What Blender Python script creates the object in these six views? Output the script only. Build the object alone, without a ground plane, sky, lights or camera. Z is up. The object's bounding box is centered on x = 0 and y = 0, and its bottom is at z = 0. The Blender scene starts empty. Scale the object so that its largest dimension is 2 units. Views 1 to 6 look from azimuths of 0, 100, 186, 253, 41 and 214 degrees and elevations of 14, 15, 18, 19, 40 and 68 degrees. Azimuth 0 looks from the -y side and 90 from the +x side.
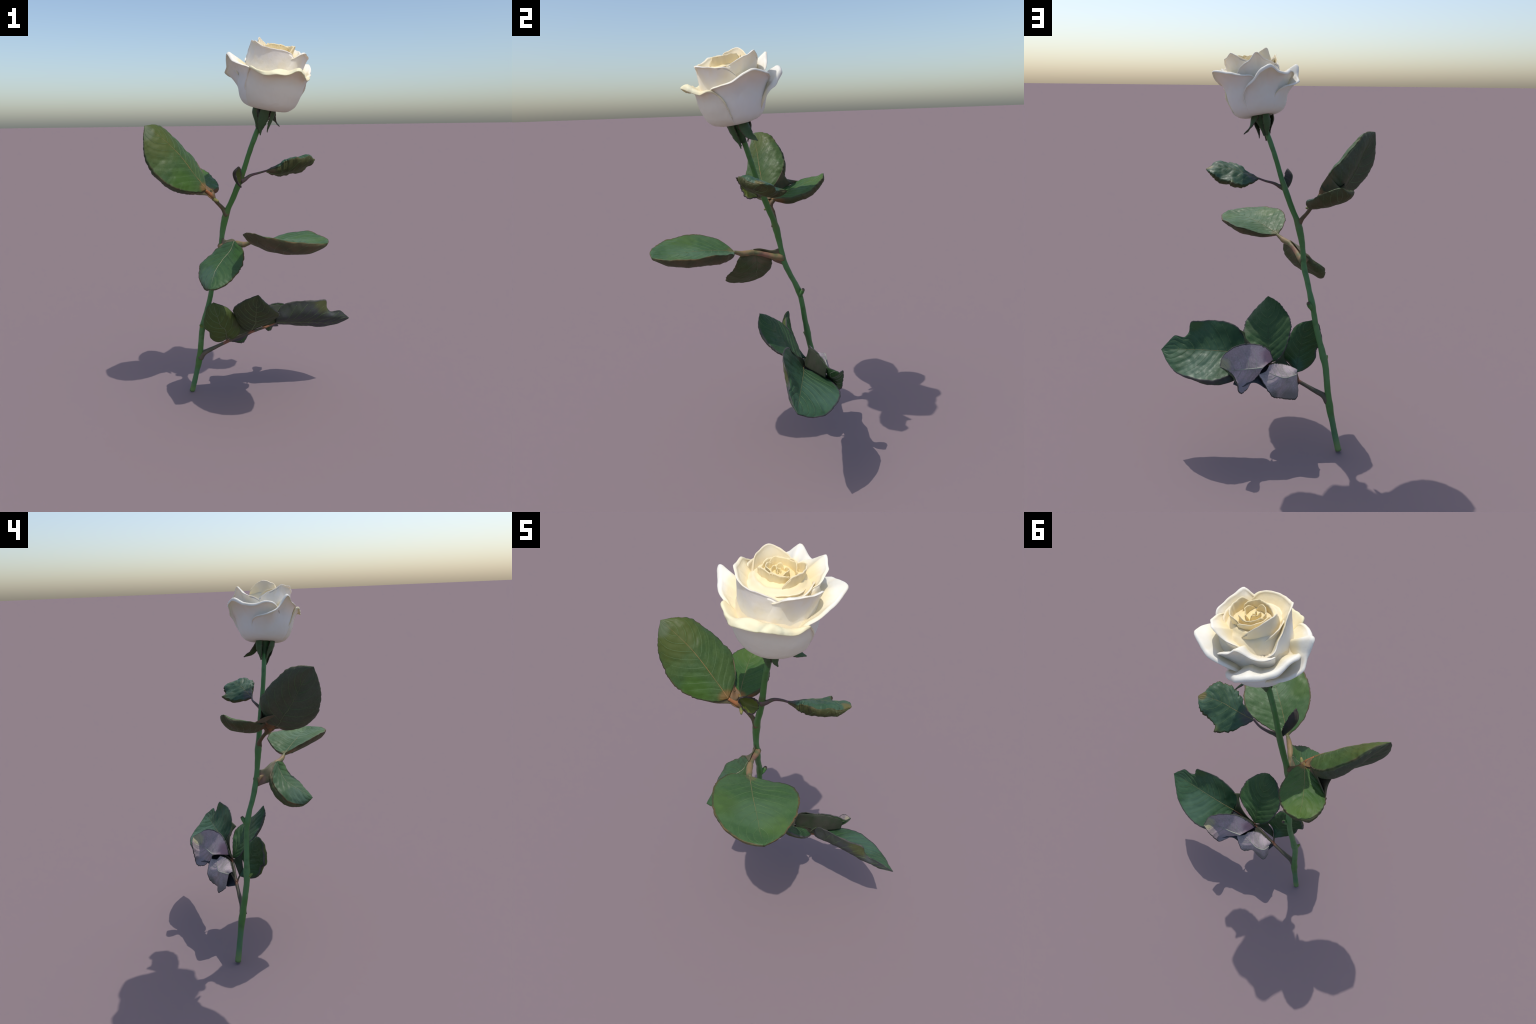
# A cut white rose: stem, compound leaves, sepals and a full flower head.
import bpy, math, random
import numpy as np
from mathutils import noise, Vector

random.seed(7)

# ------------------------------------------------------------------ helpers
def V3(p):
    return np.array(p, float)

def spline(pts, n, even=True):
    """Catmull-Rom through pts, n samples evenly spaced by arc length."""
    P = np.array(pts, float)
    if len(P) == 2:
        s = np.linspace(0, 1, n)[:, None]
        return P[0] * (1 - s) + P[1] * s
    A = np.vstack([2 * P[0] - P[1], P, 2 * P[-1] - P[-2]])
    out = []
    for i in range(1, len(A) - 2):
        p0, p1, p2, p3 = A[i - 1], A[i], A[i + 1], A[i + 2]
        for k in range(24):
            u = k / 24
            out.append(0.5 * (2 * p1 + (p2 - p0) * u + (2 * p0 - 5 * p1 + 4 * p2 - p3) * u * u
                              + (3 * p1 - p0 - 3 * p2 + p3) * u ** 3))
    out.append(P[-1])
    Q = np.array(out)
    d = np.r_[0, np.cumsum(np.linalg.norm(np.diff(Q, axis=0), axis=1))]
    s = np.linspace(0, d[-1], n)
    return np.stack([np.interp(s, d, Q[:, k]) for k in range(Q.shape[1])], 1)

def unit(a):
    return a / (np.linalg.norm(a, axis=-1, keepdims=True) + 1e-12)

def noise_field(P, scale, seed):
    off = Vector((seed * 3.17, seed * 1.31, -seed * 2.23))
    sh = P.shape[:-1]
    return np.array([noise.noise(Vector(p) * scale + off) for p in P.reshape(-1, 3)]).reshape(sh)

def smoothstep(a, b, x):
    t = np.clip((x - a) / (b - a), 0, 1)
    return t * t * (3 - 2 * t)

def grid_normals(P):
    du = np.gradient(P, axis=0)
    dv = np.gradient(P, axis=1)
    n = np.cross(dv, du)
    L = np.linalg.norm(n, axis=-1)
    bad = L < 1e-10
    n = unit(n)
    # collapsed rows (base, tip) take the normal of their neighbour row
    for r, q in ((0, 1), (P.shape[0] - 1, P.shape[0] - 2)):
        for c in range(P.shape[1]):
            if bad[r, c] or L[r, c] < 0.15 * L[q, c]:
                n[r, c] = n[q, c]
    return n

ROOT = None
def new_object(name, verts, faces, mats, mat_idx=None, parent=None, smooth=True):
    me = bpy.data.meshes.new(name)
    me.from_pydata([tuple(v) for v in verts], [], faces)
    for m in mats:
        me.materials.append(m)
    if mat_idx is not None:
        me.polygons.foreach_set("material_index", mat_idx)
    if smooth:
        me.polygons.foreach_set("use_smooth", [True] * len(me.polygons))
    me.update()
    ob = bpy.data.objects.new(name, me)
    bpy.context.scene.collection.objects.link(ob)
    adopt(ob, parent or ROOT)
    return ob

def adopt(ob, parent):
    ob.parent = parent
    ob.matrix_parent_inverse = parent.matrix_world.inverted()

def solid_sheet(name, P, thick, mats, rim_cols=1, parent=None, rim_rows=0, edge_taper=0.7, lower=None):
    """Closed thin solid around the grid P[row, col]; slot 0 upper face, 1 lower face, 2 rim."""
    R, C = P.shape[:2]
    n = grid_normals(P)
    v = np.abs(np.linspace(-1, 1, C))[None, :]
    t = np.linspace(0, 1, R)[:, None]
    th = thick * (1 - edge_taper * np.maximum(v ** 8, np.abs(2 * t - 1) ** 24)) * 0.5
    top = P + n * th[..., None]
    bot = P - n * th[..., None] if lower is None else lower
    verts = np.vstack([top.reshape(-1, 3), bot.reshape(-1, 3)])
    N = R * C
    faces, mi = [], []
    for r in range(R - 1):
        for c in range(C - 1):
            a, b, d, e = r * C + c, r * C + c + 1, (r + 1) * C + c + 1, (r + 1) * C + c
            rim = c < rim_cols or c >= C - 1 - rim_cols or r >= R - 1 - rim_rows
            faces.append((a, b, d, e)); mi.append(2 if rim else 0)
            faces.append((N + e, N + d, N + b, N + a)); mi.append(2 if rim else 1)
    for r in range(R - 1):
        for c, f in ((0, 1), (C - 1, 0)):
            a, b = r * C + c, (r + 1) * C + c
            faces.append((a, b, N + b, N + a) if f else (b, a, N + a, N + b)); mi.append(2)
    for c in range(C - 1):
        for r, f in ((0, 0), (R - 1, 1)):
            a, b = r * C + c, r * C + c + 1
            faces.append((a, b, N + b, N + a) if f else (b, a, N + a, N + b)); mi.append(2)
    return new_object(name, verts, faces, mats, mi, parent)

def tube_data(path, radii, sides=14, seed=0, rough=0.0, cap=True):
    P = np.array(path, float)
    n = len(P)
    T = unit(np.gradient(P, axis=0))
    up = V3((0, 0, 1)) if abs(T[0][2]) < 0.9 else V3((1, 0, 0))
    X = unit(np.cross(up, T[0]))
    verts, faces = [], []
    for i in range(n):
        X = unit(X - T[i] * (X @ T[i]))
        Y = np.cross(T[i], X)
        for k in range(sides):
            a = 2 * math.pi * k / sides
            d = X * math.cos(a) + Y * math.sin(a)
            r = radii[i]
            if rough:
                q = P[i] + d * r
                r *= 1 + rough * noise.noise(Vector(q) * 38 + Vector((seed, 0, 0)))
            verts.append(P[i] + d * r)
    for i in range(n - 1):
        for k in range(sides):
            a, b = i * sides + k, i * sides + (k + 1) % sides
            faces.append((a, b, b + sides, a + sides))
    if cap:
        faces.append(tuple(range(sides - 1, -1, -1)))
        faces.append(tuple((n - 1) * sides + k for k in range(sides)))
    return verts, faces

def tube(name, pts, rad, mat, n=40, sides=14, parent=None, rough=0.06, seed=0):
    path = spline(pts, n)
    r = np.interp(np.linspace(0, 1, n), np.linspace(0, 1, len(rad)), rad)
    v, f = tube_data(path, r, sides, seed, rough)
    return new_object(name, v, f, [mat], None, parent)

# ---------------------------------------------------------------- materials
class Nodes:
    def __init__(self, name):
        self.m = bpy.data.materials.new(name)
        self.m.use_nodes = True
        self.t = self.m.node_tree
        self.t.nodes.clear()
        self.out = self.t.nodes.new("ShaderNodeOutputMaterial")
        self.pos = self.t.nodes.new("ShaderNodeTexCoord").outputs["Object"]
    def link(self, a, b):
        self.t.links.new(a, b)
    def noise(self, scale, detail=3, rough=0.55, vec=None):
        n = self.t.nodes.new("ShaderNodeTexNoise")
        n.inputs["Scale"].default_value = scale
        n.inputs["Detail"].default_value = detail
        n.inputs["Roughness"].default_value = rough
        self.link(vec or self.pos, n.inputs["Vector"])
        return n.outputs["Fac"]
    def ramp(self, fac, lo, hi, v0=0.0, v1=1.0):
        n = self.t.nodes.new("ShaderNodeMapRange")
        n.interpolation_type = 'SMOOTHSTEP'
        for k, x in zip(("From Min", "From Max", "To Min", "To Max"), (lo, hi, v0, v1)):
            n.inputs[k].default_value = x
        self.link(fac, n.inputs["Value"])
        return n.outputs["Result"]
    def math(self, op, a, b=None):
        n = self.t.nodes.new("ShaderNodeMath")
        n.operation = op
        for i, x in enumerate((a, b)):
            if x is None: continue
            if isinstance(x, (int, float)): n.inputs[i].default_value = x
            else: self.link(x, n.inputs[i])
        return n.outputs[0]
    def vmath(self, op, a, b=None, out=0, scale=None):
        n = self.t.nodes.new("ShaderNodeVectorMath")
        n.operation = op
        for i, x in enumerate((a, b)):
            if x is None: continue
            if isinstance(x, (tuple, list, np.ndarray)): n.inputs[i].default_value = tuple(x)
            else: self.link(x, n.inputs[i])
        if scale is not None: self.link(scale, n.inputs["Scale"])
        return n.outputs[out]
    def mix(self, fac, a, b, mode='MIX'):
        n = self.t.nodes.new("ShaderNodeMix")
        n.data_type = 'RGBA'
        n.blend_type = mode
        if isinstance(fac, (int, float)): n.inputs[0].default_value = fac
        else: self.link(fac, n.inputs[0])
        for i, x in ((6, a), (7, b)):
            if isinstance(x, tuple): n.inputs[i].default_value = (*x, 1)
            else: self.link(x, n.inputs[i])
        return n.outputs[2]
    def spot(self, centre, radius, soft=0.6, wobble=0.25):
        """mask: 1 near a place on the object, fading with a ragged border"""
        d = self.vmath('DISTANCE', self.pos, centre, out=1)
        w = self.math('MULTIPLY', self.math('SUBTRACT', self.noise(28, 3), 0.5), radius * wobble * 2)
        return self.ramp(self.math('ADD', d, w), radius * (1 - soft), radius, 1.0, 0.0)
    def finish(self, col, rough=0.5, spec=0.35, bump=None, bump_str=0.2, trans=0.0, trans_col=None, dist=0.002, coat=0.0, sss=0.0):
        b = self.t.nodes.new("ShaderNodeBsdfPrincipled")
        if isinstance(col, tuple): b.inputs["Base Color"].default_value = (*col, 1)
        else: self.link(col, b.inputs["Base Color"])
        if isinstance(rough, (int, float)): b.inputs["Roughness"].default_value = rough
        else: self.link(rough, b.inputs["Roughness"])
        b.inputs["Specular IOR Level"].default_value = spec
        b.inputs["Coat Weight"].default_value = coat
        if sss:
            b.inputs["Subsurface Weight"].default_value = sss
            b.inputs["Subsurface Radius"].default_value = (1.0, 0.8, 0.5)
            b.inputs["Subsurface Scale"].default_value = 0.01
        if bump is not None:
            bn = self.t.nodes.new("ShaderNodeBump")
            bn.inputs["Strength"].default_value = bump_str
            bn.inputs["Distance"].default_value = dist
            self.link(bump, bn.inputs["Height"])
            self.link(bn.outputs[0], b.inputs["Normal"])
        sh = b.outputs[0]
        if trans:
            tr = self.t.nodes.new("ShaderNodeBsdfTranslucent")
            tc = trans_col if trans_col is not None else col
            if isinstance(tc, tuple): tr.inputs["Color"].default_value = (*tc, 1)
            else: self.link(tc, tr.inputs["Color"])
            mx = self.t.nodes.new("ShaderNodeMixShader")
            mx.inputs[0].default_value = trans
            self.link(sh, mx.inputs[1]); self.link(tr.outputs[0], mx.inputs[2])
            sh = mx.outputs[0]
        self.link(sh, self.out.inputs["Surface"])
        return self.m

def leaf_top(name, base, vary, spots=(), rough=0.47):
    k = Nodes(name)
    c = k.mix(k.ramp(k.noise(9, 3), 0.38, 0.66), base, vary)
    fine = k.noise(150, 4, 0.65)
    c = k.mix(k.ramp(fine, 0.3, 0.75, 0.0, 0.22), c, (0.12, 0.20, 0.085), 'MIX')
    c = k.mix(k.ramp(k.noise(45, 4, 0.7), 0.52, 0.78, 0.0, 0.35), c, tuple(x * 0.55 for x in base))
    for centre, rad, col, amt in spots:
        c = k.mix(k.math('MULTIPLY', k.spot(centre, rad), amt), c, col)
    return k.finish(c, k.ramp(k.noise(60, 3), 0.3, 0.7, rough - 0.06, rough + 0.12), 0.28,
                    k.noise(220, 4), 0.25, 0.10, (0.12, 0.26, 0.02), 0.0015)

def leaf_under(name, base, vary, spots=()):
    k = Nodes(name)
    c = k.mix(k.ramp(k.noise(14, 4), 0.35, 0.68), base, vary)
    c = k.mix(k.ramp(k.noise(130, 4, 0.7), 0.35, 0.8, 0, 0.3), c, tuple(min(1, x * 1.8 + 0.02) for x in base))
    for centre, rad, col, amt in spots:
        c = k.mix(k.math('MULTIPLY', k.spot(centre, rad), amt), c, col)
    return k.finish(c, 0.62, 0.25, k.noise(180, 4), 0.3, 0.10, (0.14, 0.26, 0.02), 0.0015)

def plain(name, a, b, scale=30, rough=0.55, spots=(), spec=0.3, fine=160, bump=0.3):
    k = Nodes(name)
    c = k.mix(k.ramp(k.noise(scale, 4), 0.35, 0.68), a, b)
    for centre, rad, col, amt in spots:
        c = k.mix(k.math('MULTIPLY', k.spot(centre, rad), amt), c, col)
    return k.finish(c, rough, spec, k.noise(fine, 4), bump)

# --------------------------------------------------------------- thing root
BASE = (-0.419, 0.333, 0.0)
ROOT = bpy.data.objects.new("white_rose", None)
ROOT.location = BASE
bpy.context.scene.collection.objects.link(ROOT)
bpy.context.view_layer.update()
ROOT["label"] = "cut white rose with cream petals and dark green leaves"
ROOT["category"] = "flower"

# ----------------------------------------------------------------- palettes
GREEN, DEEP, FRESH, BLUE = (0.050, 0.120, 0.038), (0.022, 0.072, 0.028), (0.085, 0.165, 0.030), (0.040, 0.115, 0.062)
TAN, ORANGE, OLIVE = (0.26, 0.17, 0.075), (0.33, 0.125, 0.045), (0.075, 0.080, 0.030)
UNDER, UNDER2 = (0.080, 0.084, 0.052), (0.090, 0.088, 0.060)
VEIN_M = plain("leaf vein green", (0.110, 0.175, 0.068), (0.080, 0.145, 0.050), 40, 0.5)
RIB_M = plain("midrib tan", (0.20, 0.17, 0.07), (0.13, 0.15, 0.06), 25, 0.5)
RIB_U = plain("midrib underside", (0.13, 0.16, 0.075), (0.11, 0.12, 0.06), 25, 0.55)
RIM_M = plain("leaf rim", (0.038, 0.062, 0.022), (0.085, 0.075, 0.030), 16, 0.6)

# --------------------------------------------------------------------- leaf
def leaf(name, left, mid, right, mats, seed, rows=84, cols=45, thick=0.006, relief=0.0019, bumps=0.005,
         veins=8, lip=(0.0, 0.0), serrate=0.005, crease=0.12, rib=0.0034, tip_open=False, vein_slope=0.30, rib_mats=None,
         under_ribs=True, belly=None, vein_mat=None, wave=0.006):
    """Blade through left margin, midrib and right margin. belly: curves, from left to right, that the underside
    passes through where the leaf is a thick, cupped body instead of a thin blade."""
    L, M, R = (spline(c, rows) for c in (left, mid, right))
    v = np.linspace(-1, 1, cols)
    t = np.linspace(0, 1, rows)
    # ragged margin
    for E, sgn in ((L, 1), (R, 2)):
        w = unit(E - M)
        s = np.array([noise.noise(Vector((k * 34.0, seed * 7.1 + sgn, 0))) + 0.6 * noise.noise(Vector((k * 80.0, seed + sgn, 3))) for k in t])
        E += w * (serrate * s * np.sin(np.pi * t) ** 0.4)[:, None]
    A, B = (R - L) / 2, (R + L) / 2 - M
    av = np.abs(v)
    shape = (1 - crease) * v ** 2 + crease * av
    P = M[:, None, :] + A[:, None, :] * v[None, :, None] + B[:, None, :] * shape[None, :, None]
    # curled lips along the margins
    n0 = grid_normals(P)
    for side, ln in ((-1, lip[0]), (1, lip[1])):
        if not ln: continue
        amt = smoothstep(0.72, 1.0, v * side)
        prof = np.sin(np.pi * np.clip(t, 0.02, 1)) ** 0.6
        P = P - n0 * (ln * amt[None, :] * prof[:, None])[..., None]
    n = grid_normals(P)
    # pinnate relief: blade swells between side veins, sinks along them
    ph = (t[:, None] - vein_slope * av[None, :] ** 1.25) * veins
    saw = np.abs((ph % 1.0) - 0.5) * 2
    fade = np.clip(av * 5, 0, 1)[None, :] * np.sin(np.pi * np.clip(t, 0, 1))[:, None] ** 0.5 * (1 - 0.5 * av[None, :] ** 4)
    d = relief * (1 - saw ** 3 * 1.6) * fade
    d += bumps * noise_field(P, 13, seed) * np.sin(np.pi * t)[:, None] ** 0.5
    d += bumps * 0.35 * noise_field(P, 42, seed + 5)
    # wavy margins
    for side in (-1, 1):
        wv = np.array([noise.noise(Vector((x * 7.5, seed * 3.3 + side, 1.7))) + 0.5 * noise.noise(Vector((x * 17, seed + side, 4.1))) for x in t])
        d += wave * wv[:, None] * (np.clip(v * side, 0, 1) ** 3)[None, :] * np.sin(np.pi * t)[:, None] ** 0.6
    P = P + n * d[..., None]
    n = grid_normals(P)
    low = P - n * thick * 0.5
    if belly:
        curves = [spline(c, rows) for c in belly]
        low = np.zeros_like(P)
        for r in range(rows):
            row = [P[r, 0]] + [c[r] for c in curves] + [P[r, -1]]
            if len(curves) == 1:      # round, full section: most of the depth is reached near the margins
                D = curves[0][r] - P[r, cols // 2]
                qs = [P[r, 0] * (1 - a) + P[r, cols // 2] * a + D * g for a, g in ((0.14, 0.46), (0.45, 0.84))]
                qe = [P[r, -1] * (1 - a) + P[r, cols // 2] * a + D * g for a, g in ((0.45, 0.84), (0.14, 0.46))]
                row = [P[r, 0]] + qs + [curves[0][r]] + qe + [P[r, -1]]
            low[r] = spline(row, cols)
        nl = grid_normals(low)
        low = low + nl * ((bumps * 0.9 * noise_field(low, 15, seed + 9) - relief * (saw ** 3) * fade - thick * 0.4) * np.sin(np.pi * t)[:, None] ** 0.5)[..., None]
        low[:, 0] = P[:, 0] - n[:, 0] * thick * 0.3
        low[:, -1] = P[:, -1] - n[:, -1] * thick * 0.3
        low[0], low[-1] = P[0] - n[0] * thick * 0.3, P[-1] - n[-1] * thick * 0.3
    ob = solid_sheet(name, P, thick * 0.8, mats, 1, lower=low)
    Q, nq = (low, grid_normals(low)) if belly else (P, n)
    # ribs: midrib (top and underside) and side veins as thin raised cords
    c0 = cols // 2
    k1 = int(rows * 0.93)
    rm = rib_mats or (RIB_M, RIB_U)
    for off, rr, mat in ((thick * 0.32, rib * 0.62, rm[0]), (-thick * 0.5, rib, rm[1])):
        if off < 0 and not under_ribs: continue
        path = (P[:k1, c0] + n[:k1, c0] * off) if off > 0 else (Q[:k1, c0] + nq[:k1, c0] * (0 if belly else off))
        vv, ff = tube_data(path, np.linspace(rr, rr * 0.25, k1), 8)
        new_object("midrib", vv, ff, [mat], None, ob)
    VV, FF = [], []
    for i in range(1, veins):
        for side in (-1, 1):
            t0 = (i + 0.03 * random.uniform(-1, 1)) / veins * 0.88
            pts = []
            for a in np.linspace(0.02, 0.88, 16):
                tt = (t0 + vein_slope * a ** 1.25) * (rows - 1)
                cc = (side * a + 1) / 2 * (cols - 1)
                if tt > rows - 3: break
                r0, q0 = int(tt), int(cc)
                q0 = min(q0, cols - 2)
                fr, fc = tt - r0, cc - q0
                p = (P[r0, q0] * (1 - fr) * (1 - fc) + P[r0 + 1, q0] * fr * (1 - fc) + P[r0, q0 + 1] * (1 - fr) * fc + P[r0 + 1, q0 + 1] * fr * fc)
                p2 = (Q[r0, q0] * (1 - fr) * (1 - fc) + Q[r0 + 1, q0] * fr * (1 - fc) + Q[r0, q0 + 1] * (1 - fr) * fc + Q[r0 + 1, q0 + 1] * fr * fc)
                pts.append((p, n[r0, q0], p2, nq[r0, q0]))
            if len(pts) < 5: continue
            for off in ((thick * 0.40,) if not under_ribs else (thick * 0.40, -thick * 0.5)):
                path = [p + m * off for p, m, _, _ in pts] if off > 0 else [p + m * (0 if belly else off) for _, _, p, m in pts]
                r0 = 0.0010 if off > 0 else 0.0014
                vv, ff = tube_data(path, np.linspace(r0, r0 * 0.35, len(path)), 6)
                b = len(VV)
                VV += vv; FF += [tuple(x + b for x in f) for f in ff]
    if VV:
        vo = new_object("vein", VV, FF, [vein_mat or VEIN_M], None, ob)
        vo["kind"] = "stuff"
    return ob

# ==================================================================== STEM
STEM = [(-0.4175, 0.332, 0.007), (-0.400, 0.317, 0.070), (-0.382, 0.301, 0.144), (-0.364, 0.285, 0.217), (-0.351, 0.267, 0.291),
        (-0.341, 0.250, 0.366), (-0.331, 0.235, 0.441), (-0.312, 0.226, 0.516), (-0.291, 0.216, 0.590), (-0.272, 0.209, 0.664),
        (-0.257, 0.197, 0.740), (-0.238, 0.176, 0.811), (-0.218, 0.146, 0.880), (-0.198, 0.122, 0.950), (-0.190, 0.107, 1.026),
        (-0.177, 0.095, 1.101), (-0.156, 0.081, 1.174), (-0.124, 0.062, 1.242), (-0.095, 0.044, 1.311), (-0.067, 0.025, 1.381),
        (-0.043, 0.008, 1.452), (-0.017, -0.007, 1.524), (0.012, -0.022, 1.594), (0.046, -0.040, 1.672)]
k = Nodes("stem skin")
c = k.mix(k.ramp(k.noise(7, 3), 0.36, 0.62), (0.064, 0.178, 0.038), (0.084, 0.210, 0.068))
c = k.mix(k.ramp(k.noise(26, 4), 0.52, 0.75, 0, 0.6), c, (0.050, 0.115, 0.030))
c = k.mix(k.math('MULTIPLY', k.spot((-0.43, 0.34, 0.03), 0.07), 0.7), c, (0.18, 0.27, 0.09))
c = k.mix(k.math('MULTIPLY', k.spot((-0.39, 0.31, 0.12), 0.10), 0.5), c, (0.070, 0.175, 0.105))
for p in ((-0.166, 0.087, 1.166), (-0.074, 0.03, 1.345)):
    c = k.mix(k.math('MULTIPLY', k.spot(p, 0.045), 0.4), c, (0.12, 0.13, 0.045))
STEM_M = k.finish(c, 0.45, 0.4, k.noise(120, 4), 0.35)

n = 170
path = spline(STEM, n)
zz = path[:, 2]
rad = np.interp(zz, [0, 0.03, 0.15, 0.24, 0.30, 0.44, 0.49, 0.56, 0.74, 0.77, 0.83, 0.95, 1.03, 1.14, 1.20, 1.33, 1.37, 1.45, 1.6, 1.7],
                [0.0175, 0.0175, 0.0165, 0.0215, 0.0175, 0.0175, 0.0205, 0.0160, 0.0150, 0.0185, 0.0145, 0.0165, 0.0140, 0.0200, 0.0150, 0.0165, 0.0145, 0.0130, 0.0140, 0.0200])
vv, ff = tube_data(path, rad * 0.94, 20, 3, 0.07)
new_object("stem", vv, ff, [STEM_M])

# cut-off shoot and small bumps on the stem
SCAR = plain("scar bark", (0.16, 0.13, 0.08), (0.055, 0.040, 0.030), 70, 0.75)
tube("bud_scar", [(-0.252, 0.197, 0.745), (-0.240, 0.206, 0.764), (-0.231, 0.216, 0.783)], [0.012, 0.0125, 0.0105], STEM_M, 14, 14, rough=0.15)
tube("bud_scar", [(-0.2330, 0.2140, 0.7790), (-0.2295, 0.2180, 0.7885)], [0.0096, 0.0080], SCAR, 6, 12, rough=0.2)
BUD = plain("bud tip", (0.20, 0.27, 0.05), (0.10, 0.18, 0.05), 60, 0.5)
tube("bud", [(-0.325, 0.226, 0.470), (-0.334, 0.212, 0.482), (-0.338, 0.203, 0.490)], [0.013, 0.010, 0.004], BUD, 12, 12, rough=0.15)
tube("bud", [(-0.224, 0.056, 1.240), (-0.210, 0.040, 1.237), (-0.196, 0.024, 1.233)], [0.010, 0.009, 0.005],
     plain("bud olive", (0.25, 0.20, 0.07), (0.12, 0.16, 0.04), 60, 0.55), 10, 10, rough=0.2)

# ================================================================= PETIOLES
PET_BROWN = plain("petiole russet", (0.15, 0.090, 0.045), (0.085, 0.075, 0.035), 35, 0.55, [((-0.25, 0.02, 1.28), 0.05, ORANGE, 0.9)])
PET_TAN = plain("petiole tan", (0.27, 0.17, 0.08), (0.13, 0.14, 0.06), 26, 0.55, [((-0.13, 0.03, 1.0), 0.05, (0.30, 0.11, 0.10), 0.5)])
PET_PURPLE = plain("petiole purple", (0.115, 0.060, 0.070), (0.085, 0.085, 0.045), 40, 0.5)
PET_LOW = plain("petiole grey green", (0.085, 0.085, 0.055), (0.120, 0.095, 0.070), 40, 0.55,
                [((0.06, 0.24, 0.465), 0.05, (0.28, 0.12, 0.06), 0.8), ((-0.04, 0.24, 0.43), 0.03, (0.28, 0.11, 0.06), 0.8), ((-0.19, 0.25, 0.36), 0.03, (0.26, 0.10, 0.06), 0.7)])
# upper compound leaf
tube("petiole", [(-0.158, 0.083, 1.150), (-0.178, 0.080, 1.186), (-0.208, 0.068, 1.222), (-0.235, 0.040, 1.262), (-0.258, 0.012, 1.292)],
     [0.018, 0.0105, 0.0095, 0.012, 0.007], PET_BROWN, 44, rough=0.12)
tube("petiole", [(-0.222, 0.055, 1.245), (-0.228, 0.060, 1.265), (-0.238, 0.085, 1.288)], [0.011, 0.012, 0.006], PET_BROWN, 20, rough=0.12)
# small upper leaf
tube("petiole", [(-0.080, 0.028, 1.335), (-0.058, 0.036, 1.343), (-0.030, 0.050, 1.361), (0.009, 0.055, 1.371), (0.050, 0.047, 1.383)],
     [0.016, 0.0085, 0.0065, 0.0055, 0.005], PET_PURPLE, 44, rough=0.12)
# middle compound leaf
tube("petiole", [(-0.196, 0.118, 0.975), (-0.170, 0.075, 0.986), (-0.140, 0.020, 1.008), (-0.105, -0.030, 1.024), (-0.070, -0.075, 1.027), (-0.030, -0.112, 1.046)],
     [0.021, 0.016, 0.013, 0.014, 0.015, 0.008], PET_TAN, 60, rough=0.15)
# low compound leaf: rachis with its short side stalks
tube("rachis", [(-0.352, 0.270, 0.255), (-0.325, 0.266, 0.289), (-0.265, 0.264, 0.321), (-0.205, 0.260, 0.353), (-0.145, 0.253, 0.384), (-0.085, 0.244, 0.412),
                (-0.022, 0.238, 0.437), (0.042, 0.240, 0.459), (0.110, 0.248, 0.485)], [0.021, 0.014, 0.0105, 0.0095, 0.0085, 0.008, 0.0075, 0.0065, 0.005], PET_LOW, 90, rough=0.1)
for a, b in (((-0.195, 0.258, 0.360), (-0.178, 0.230, 0.402)), ((-0.050, 0.240, 0.425), (-0.041, 0.236, 0.450)),
             ((-0.190, 0.260, 0.362), (-0.182, 0.284, 0.425)), ((-0.045, 0.243, 0.428), (-0.045, 0.285, 0.478))):
    tube("petiole", [a, tuple((np.array(a) + np.array(b)) / 2 + [0.002, 0, 0.003]), b], [0.006, 0.005, 0.0045], PET_LOW, 12, 10)

# =================================================================== LEAVES
def web(name, A, B, mats, rows=26, cols=13, thick=0.006, seed=0, bumps=0.004, sag=(0, 0, 0)):
    """Skin between two curves (stipule wings, joined leaf bases)."""
    a, b = spline(A, rows), spline(B, rows)
    s = np.linspace(0, 1, cols)[None, :, None]
    P = a[:, None, :] * (1 - s) + b[:, None, :] * s
    P = P + (4 * s * (1 - s)) * np.array(sag)[None, None, :]
    P = P + grid_normals(P) * (bumps * noise_field(P, 20, seed))[..., None]
    return solid_sheet(name, P, thick, mats, 0)

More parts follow.
